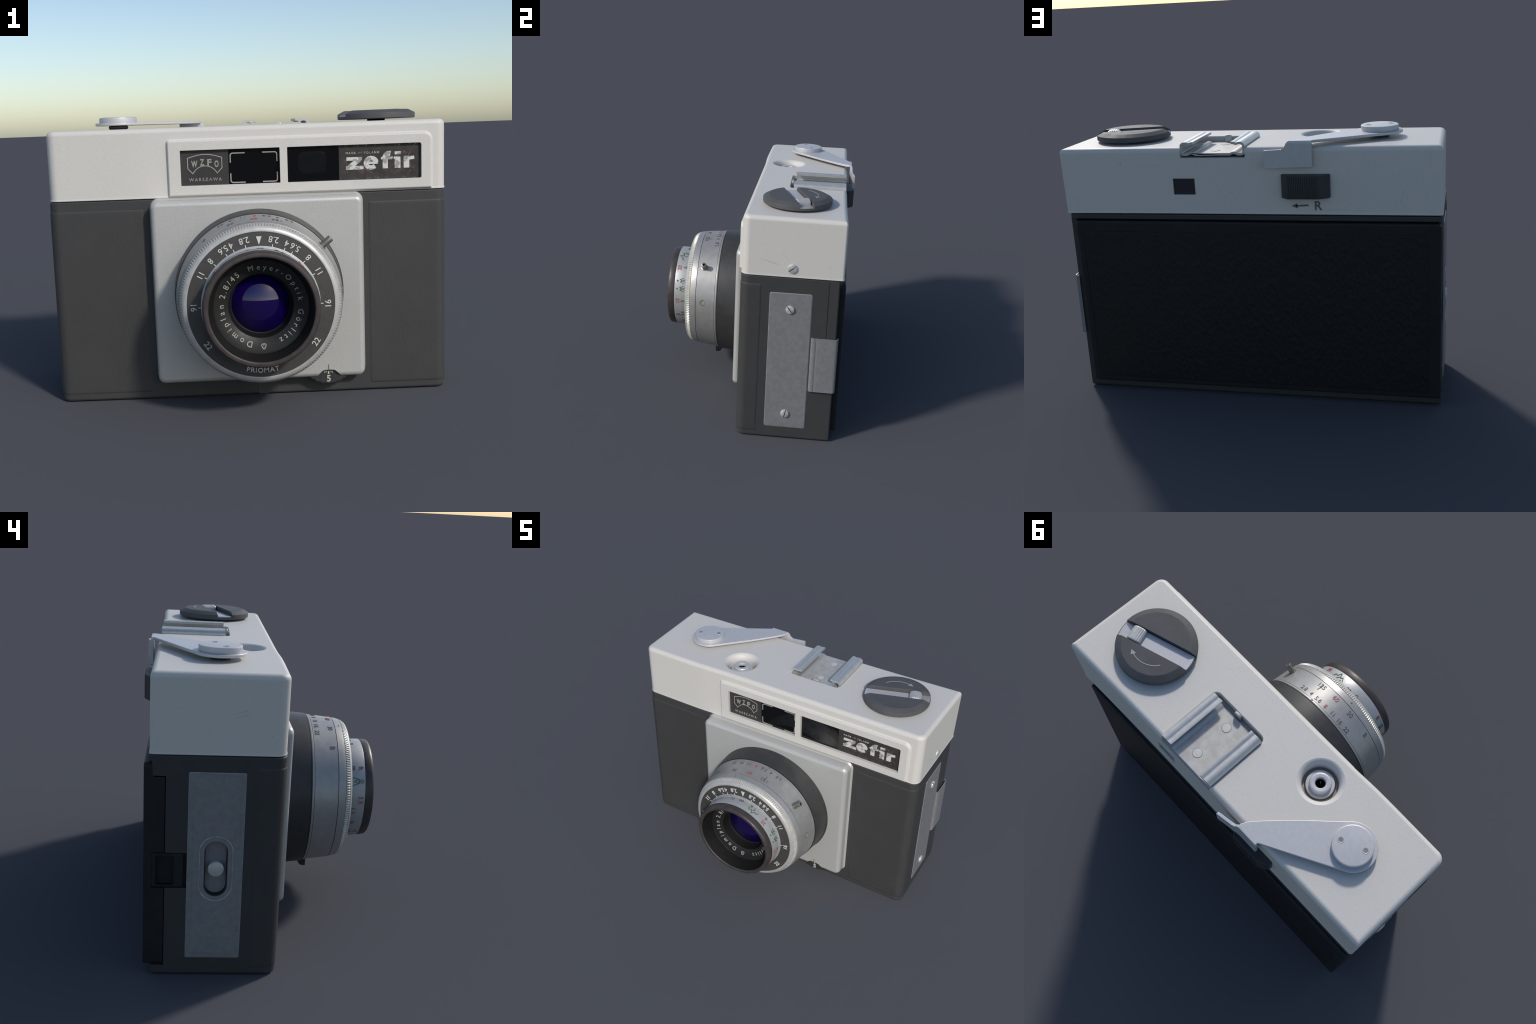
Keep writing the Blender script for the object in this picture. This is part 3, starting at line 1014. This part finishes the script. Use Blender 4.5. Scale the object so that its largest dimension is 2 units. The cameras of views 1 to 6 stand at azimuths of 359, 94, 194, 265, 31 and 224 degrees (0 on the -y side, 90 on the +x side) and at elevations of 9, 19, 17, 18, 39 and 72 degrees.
# folded crank arm: rounded to the knob's rim at the free end
arm = [(0.145, -0.0415), (0.145, 0.0415)]
arm += [(-0.1945 * cos(a), 0.1945 * sin(a)) for a in [asn for asn in [math.asin(0.0415 / 0.1945) * (1 - i / 5) for i in range(11)]]]
v, f = prism(arm, 1.389, 1.3975, knob_map)
crank = bevel(part('rewind_crank', v, f, 'steel', knob), 0.003, 2)
v, f = prism([(0.13, -0.0425), (0.13, 0.0425)] + [(0.196 * cos(a), 0.196 * sin(a)) for a in [math.asin(0.0425 / 0.196) * (1 - i / 4) for i in range(9)]], 1.388, 1.3935, knob_map)
part('crank_seat', v, f, 'shoe', knob)
# roller grip across the slot
pts = []
gl = []
for i in range(21):
    a = pi * i / 20
    rib = 0.0016 if i % 2 else 0.0
    gl.append((0.108 - 0.038 * cos(a), 1.396 + (0.0285 + rib) * sin(a) ** 0.6))
loops = []
for w, k in ((-0.0395, 0.80), (-0.0375, 0.93), (-0.033, 1.0), (0.033, 1.0), (0.0375, 0.93), (0.0395, 0.80)):
    loops.append([knob_map(0.108 + (u - 0.108) * k, w, 1.396 + (z - 1.396) * k) for u, z in gl])
v, f = loft(loops)
part('crank_grip', v, f, 'alu_bright', knob, sharp=12)
# arrow on the knob
arc_pts = [(KX + 0.117 * cos(a), KY + 0.117 * sin(a)) for a in [radians(150 - 76 * i / 16) for i in range(17)]]
mk = Marks()
kz = lambda u, v, w: (u, v, 1.4219 + w * 0.3)
mk.add(line_mark([arc_pts], 0.0045, kz))
a = radians(70)
tip = Vector((KX + 0.119 * cos(radians(62)), KY + 0.119 * sin(radians(62))))
b1 = Vector((KX + 0.131 * cos(radians(74)), KY + 0.131 * sin(radians(74))))
b2 = Vector((KX + 0.104 * cos(radians(76)), KY + 0.104 * sin(radians(76))))
mk.add(prism([tuple(tip), tuple(b1), tuple(b2)], 1.4210, 1.4224, AX_TOP))
mk.build('arrow_marking', 'cream_dim', knob)
upright('knob_stem', [(0.046, 1.355), (0.046, 1.380)], KX, KY, 'groove', knob)

# ------------------------------------------------------------------ lens board
AX_BOARD = lambda u, v, d: (u, d + (0.0045 * (u - 0.04) / 0.5 if d < -0.05 else 0), v)   # front leans out to the left
vb, fb = slab_data(-0.479, 0.562, 0.098, 1.014, 0.036, -0.055, -0.1195, 0, 0.028, AX_BOARD, extra=[(-0.010, -0.025), (-0.009, -0.040), (-0.003, -0.052)])
board = part('lens_board', vb, fb, 'board', weighted=True)
notch = smooth_path([(0.285, 0.06), (0.300, 0.088), (0.318, 0.105), (0.338, 0.128), (0.352, 0.136), (0.378, 0.138), (0.402, 0.136), (0.415, 0.128), (0.437, 0.106), (0.455, 0.090), (0.47, 0.06)], 4)
v, f = prism([tuple(p) for p in notch], -0.2, -0.05, AX_FRONT)
boolean(board, tool(v, f))
# setting dial seen through the notch
out = []
for i in range(180):
    a = 2 * pi * i / 180
    rr = 0.142 + 0.0025 * cos(a * 30)
    out.append((0.375 + rr * sin(a), 0.208 + rr * cos(a)))
v, f = prism(out, -0.04, -0.103, AX_FRONT)
dial5 = part('setting_dial', v, f, 'dial5', board)
dy = -0.1032
mk = Marks()
mk.text('5', 0.034, on_front(0.3755, 0.0905, dy), bold=0.001)
d = 0.0035
for s in (-1, 1):
    mk.add(line_mark([[(0.375 + s * 0.011, 0.130), (0.375 + s * 0.013, 0.121)], [(0.375 + s * 0.017, 0.128), (0.375 + s * 0.0215, 0.119)]], 0.0035, lambda u, v, w: (u, dy - w, v)))
mk.add(line_mark([[(0.375, 0.128), (0.375, 0.113)]], 0.0075, lambda u, v, w: (u, dy - w, v)))
mk.build('dial_marking', 'cream', dial5)
mk = Marks()
mk.add(line_mark([[(0.375, 0.166), (0.375, 0.139)]], 0.0042, lambda u, v, w: (u, -0.1165 - w * 0.5, v)))
mk.build('index_marking', 'ink', board)

# ------------------------------------------------------------------ lens
mount = lens_ring('lens_mount', [(0.420, -0.100), (0.420, -0.1165), (0.414, -0.120), (0.4125, -0.140), (0.4035, -0.236), (0.4025, -0.2420),
                                 (0.3940, -0.2430), (0.3940, -0.250)], 'black')
lens_ring('mount_groove', [(0.3985, -0.2415), (0.398, -0.250), (0.392, -0.2505)], 'groove', mount)
def barrel_r(y):
    pts = [(-0.250, 0.3970), (-0.385, 0.3820), (-0.430, 0.3735)]
    for (a, ra), (b, rb) in zip(pts, pts[1:]):
        if y >= b:
            return ra + (rb - ra) * (y - a) / (b - a)
    return pts[-1][1]


barrel = lens_ring('lens_barrel', [(0.391, -0.2495), (0.3980, -0.2500), (0.3985, -0.2520), (barrel_r(-.2605) + .0005, -0.2605), (barrel_r(-.2610) - .0015, -0.2610), (barrel_r(-.2630) - .0015, -0.2630),
                                   (barrel_r(-.2635), -0.2635), (barrel_r(-.32), -0.32), (barrel_r(-.3838), -0.3838), (0.376, -0.3845)], 'alu')
lens_ring('barrel_seam', [(0.3790, -0.3838), (0.3790, -0.3872)], 'groove', barrel)
lens_ring('scale_seam', [(barrel_r(-.2615) - .0008, -0.2607), (barrel_r(-.2615) - .0008, -0.2633)], 'slot', barrel)
front_ring = lens_ring('aperture_ring', [(0.376, -0.3866), (0.3810, -0.3872), (0.3765, -0.4120), (0.3735, -0.4230), (0.364, -0.4300)], 'alu')
# knurled edge
seg = 528
tooth = lambda k, i: 0.0 if k in (0, 5) else (0.0022 if (i % 3) != 0 else -0.0024)
v, f = lathe_data([(0.362, -0.4260), (0.3695, -0.4275), (0.3670, -0.4345), (0.3635, -0.4415), (0.3590, -0.4480), (0.352, -0.4485)], F_LENS, seg, wobble=tooth)
part('knurled_ring', v, f, 'knurl', front_ring, sharp=25)
lens_ring('ring_rim', [(0.3600, -0.4450), (0.3600, -0.4495), (0.3565, -0.4545), (0.3520, -0.4580), (0.3450, -0.4610), (0.3390, -0.4625), (0.3365, -0.4620), (0.3355, -0.4580)], 'alu_bright', front_ring)
dial = lens_ring('aperture_dial', [(0.3356, -0.4585), (0.3345, -0.4605), (0.3000, -0.4625), (0.2680, -0.4640), (0.2640, -0.4640)], 'dial', front_ring)
lens_ring('dial_lip', [(0.2720, -0.4630), (0.2715, -0.4665), (0.2695, -0.4675), (0.2640, -0.4675)], 'focus', front_ring)
FR = 0.2635
focus = lens_ring('focus_ring', [(FR + 0.004, -0.4600), (FR + 0.003, -0.475), (FR, -0.476), (FR - 0.0005, -0.5445), (FR - 0.0015, -0.5470), (0.245, -0.5475)], 'focus')
rim = lens_ring('filter_ring', [(0.250, -0.5465), (0.2600, -0.5470), (0.2625, -0.5490), (0.2635, -0.5530), (0.2610, -0.5780), (0.2590, -0.5870), (0.2540, -0.5925), (0.2460, -0.5945),
                                (0.2390, -0.5935), (0.2350, -0.5900), (0.2335, -0.5850)], 'filter')
lens_ring('lens_hood', [(0.2340, -0.5870), (0.2270, -0.5600), (0.2200, -0.5300), (0.2165, -0.5040), (0.2130, -0.5005)], 'hood', rim)
nring = lens_ring('name_ring', [(0.2170, -0.5010), (0.2140, -0.5010), (0.1500, -0.4815), (0.1470, -0.4790)], 'name_ring', rim)
lens_ring('inner_cone', [(0.1475, -0.4800), (0.1440, -0.4600), (0.1385, -0.4220), (0.1300, -0.4160)], 'hood', rim)
Rg = 0.21
gl = []
for i in range(25):
    a = math.asin(0.136 / Rg) * (1 - i / 24)
    gl.append((max(0.0002, Rg * sin(a)), -0.418 - (Rg * cos(a) - Rg * cos(math.asin(0.136 / Rg)))))
lens_ring('front_element', gl, 'lens', rim)

# set screws in the focus ring
def cyl_disc(theta, y, r, R, h, mat, name, parent):
    t = radians(theta)
    n0 = Vector((sin(t), 0, cos(t)))
    e1, e2 = Vector((cos(t), 0, -sin(t))), Vector((0, -1, 0))
    c = Vector((LX, y, lens_z(y))) + n0 * R
    prof = [(r, -0.008), (r, h), (r * 0.7, h * 1.05), (r * 0.65, h - 0.003), (0.0002, h - 0.003)]
    v, f = lathe_data(prof, lambda rr, a, d: tuple(c + e1 * rr * cos(a) + e2 * rr * sin(a) + n0 * d), 24)
    return part(name, v, f, mat, parent)


for th in (-11.5, 132, -117):
    cyl_disc(th, -0.494, 0.0095, FR, 0.0012, 'slot', 'set_screw', focus)
cyl_disc(84, -0.338, 0.0175, barrel_r(-0.338), 0.0022, 'stud', 'barrel_stud', barrel)
cyl_disc(84, -0.338, 0.0205, barrel_r(-0.338), 0.0010, 'slot', 'stud_seat', barrel)
# speed lever pin
def pin_frame(theta, y):
    t = radians(theta)
    n0 = Vector((sin(t), 0, cos(t)))
    e1, e2 = Vector((cos(t), 0, -sin(t))), Vector((0, -1, 0))
    c = Vector((LX, y, lens_z(y))) + n0 * (barrel_r(y) - 0.006)
    return lambda rr, a, d: tuple(c + e1 * rr * cos(a) + e2 * rr * sin(a) + n0 * d)


pf = pin_frame(50, -0.341)
v, f = lathe_data([(0.022, 0.0), (0.022, 0.0075), (0.0165, 0.0090), (0.0165, 0.055), (0.0155, 0.0585), (0.0130, 0.0600), (0.0085, 0.0600), (0.0075, 0.0585), (0.0075, 0.048)], pf, 32)
pin = part('speed_pin', v, f, 'pin')
v, f = lathe_data([(0.0085, 0.053), (0.0002, 0.053)], pf, 24)
part('pin_bore', v, f, 'void', pin)
# cocking tab under the mount
v, f = slab_data(LX - 0.022, LX + 0.034, LZ - 0.470, LZ - 0.385, (0.010, 0.010, 0.004, 0.004), -0.276, -0.294, 0.002, 0.003, AX_FRONT)
part('cocking_tab', v, f, 'black', mount, weighted=True)
v, f = prism([(-0.280, LZ - 0.468), (-0.280, LZ - 0.39), (-0.235, LZ - 0.39), (-0.247, LZ - 0.440), (-0.262, LZ - 0.464)], LX - 0.020, LX + 0.032, AX_SIDE)
bevel(part('tab_web', v, f, 'black', mount), 0.002, 2)

# ------------------------------------------------------------------ lens markings
yd = -0.4634
mk = Marks()
for th, s in ((12.6, '2.8'), (24.3, '4'), (32.0, '5.6'), (46.3, '8'), (61.2, '11'), (90.3, '16'), (126, '22')):
    for sg in (-1, 1):
        mk.text(s, 0.0285, on_dial(sg * th, 0.3035, yd), bold=0.0002)
        if s != '22':
            mk.add(line_mark([[(0, -0.006), (0, 0.006)]], 0.0035, on_dial(sg * th, 0.2775, yd)))
mk.add(prism([(-0.0125, 0.019), (0.0125, 0.019), (0, -0.019)], -0.0016, 0.0016, lambda u, v, w: (LX + u, yd - w, LZ + 0.296 + v)))
mk.text('PRIOMAT', 0.0235, on_arc(180, 0.303, yd, False), width=0.148, bold=0.0003)
mk.build('aperture_numerals', 'white_ink', dial)

yn = -0.4932
class cone:
    """text follows the shallow cone of the name ring"""
def on_cone(theta, r):
    def f(u, v, w):
        t = radians(theta) + u / r
        rr = r + v
        y = -0.5010 + (0.2140 - rr) / (0.2140 - 0.1500) * 0.0195
        return (LX + rr * sin(t), y - w - 0.0002, LZ + rr * cos(t))
    return f


mk = Marks()
r0 = 0.1815
for s, a0, a1, h in (('Domiplan', -165, -86, 0.0275), ('2.8/45', -76, -33, 0.0275), ('Meyer-Optik', -17, 83, 0.025), ('Görlitz', 96, 153, 0.026)):
    mk.text(s, h, on_cone((a0 + a1) / 2, r0), width=radians(a1 - a0) * r0)
tri = [(0.017 * sin(a) * 0.9, 0.017 * cos(a)) for a in (0, 2 * pi / 3, 4 * pi / 3)]
rt = []
for i in range(3):
    p, q = Vector(tri[i]), Vector(tri[(i + 1) % 3])
    rt += [tuple(p.lerp(q, 0.18)), tuple(p.lerp(q, 0.5) * 1.12), tuple(p.lerp(q, 0.82))]
mk.add(line_mark([rt], 0.003, on_cone(178, r0 + 0.001), closed=True))
mk.text('1', 0.014, on_cone(178, r0))
mk.build('name_ring_lettering', 'ring_ink', nring)

blk, red = Marks(), Marks()
for s, th in (('2.8', 22.4), ('4', 14.1), ('5.6', 6.4), ('8', -1.6), ('11', -9.7), ('16', -17.8), ('22', -26.1)):
    (red if s == '8' else blk).text(s, 0.0255, on_barrel(th, -0.2865, barrel_r))
for s, th in (('125', 13.2), ('60', -2.5), ('30', -19.1), ('B', -40.4)):
    (red if s == '60' else blk).text(s, 0.0270, on_barrel(th, -0.3600, barrel_r))
blk.add(line_mark([[(0.002, 0.020), (-0.003, 0.004), (0.004, 0.002), (-0.002, -0.026)]], 0.003, on_barrel(13.6, -0.352, barrel_r)))
red.add(line_mark([[(0, -0.0035), (0, 0.0035)]], 0.007, on_barrel(-13.2, -0.4105, barrel_r)))
red.add(line_mark([[(0, -0.0045), (0, 0.0045)]], 0.013, on_barrel(9.4, -0.2555, barrel_r)))
blk.build('barrel_numerals', 'ink', barrel)
red.build('barrel_numerals', 'red', barrel)

fr_ = lambda y: FR
blk, red, grn = Marks(), Marks(), Marks()
for s, th in (('ft', -50), ('3.5', -87), ('4', -136), ('5', -160), ('20', 44), ('10', 92), ('8', 117), ('6', 150)):
    red.text(s, 0.0255, on_barrel(th, -0.526, fr_), bold=0.0003)
for s, th in (('m', -50), ('1.1', -100), ('1.2', -136), ('1.5', -160), ('6', 43), ('3', 93), ('2.5', 115), ('2', 150)):
    blk.text(s, 0.0245, on_barrel(th, -0.4905, fr_), bold=0.0003)
inf = [[(0.013 * sin(t) * (1 if True else 0) * 1.0, 0.0075 * sin(2 * t)) for t in [2 * pi * i / 32 for i in range(33)]]]
blk.add(line_mark(inf, 0.004, on_barrel(1.2, -0.489, fr_)))
# pictograms: mountains, group of people, house
gm = on_barrel(22, -0.508, fr_)
grn.add(line_mark([[(-0.042, -0.004), (-0.030, 0.012), (-0.018, 0.006), (-0.004, 0.028), (0.010, 0.002), (0.022, 0.012), (0.036, -0.010)],
                   [(-0.004, 0.028), (0.006, 0.008), (-0.010, -0.006), (-0.004, -0.020)], [(0.014, -0.022), (0.020, -0.008), (0.026, -0.022), (0.014, -0.022)]], 0.0042, gm))
for th, o in ((63.5, 0), (75, 0)):
    g = on_barrel(th, -0.500, fr_)
    grn.add(line_mark([[(-0.018, -0.014), (-0.008, 0.010), (0.0, 0.002), (0.010, 0.012), (0.018, -0.012)], [(-0.008, 0.010), (0.010, -0.022)], [(0.010, 0.012), (-0.008, -0.022)]], 0.0042, g))
    grn.add(prism([(0.0055 * cos(2 * pi * i / 12), 0.029 + 0.0055 * sin(2 * pi * i / 12)) for i in range(12)], -0.0016, 0.0016, lambda u, v, w, g=g: g(u, v, w)))
g = on_barrel(-65.5, -0.500, fr_)
grn.add(line_mark([[(-0.022, -0.020), (-0.010, 0.014), (0.010, 0.014), (0.022, -0.020)], [(-0.010, 0.014), (0.0, -0.012), (0.010, 0.014)]], 0.004, g))
grn.add(line_mark([[(0.0085 * cos(2 * pi * i / 16), 0.029 + 0.0085 * sin(2 * pi * i / 16)) for i in range(16)]], 0.0036, g, closed=True))
blk.build('focus_numerals', 'ink', focus)
red.build('focus_numerals', 'red', focus)
grn.build('focus_pictograms', 'green', focus)
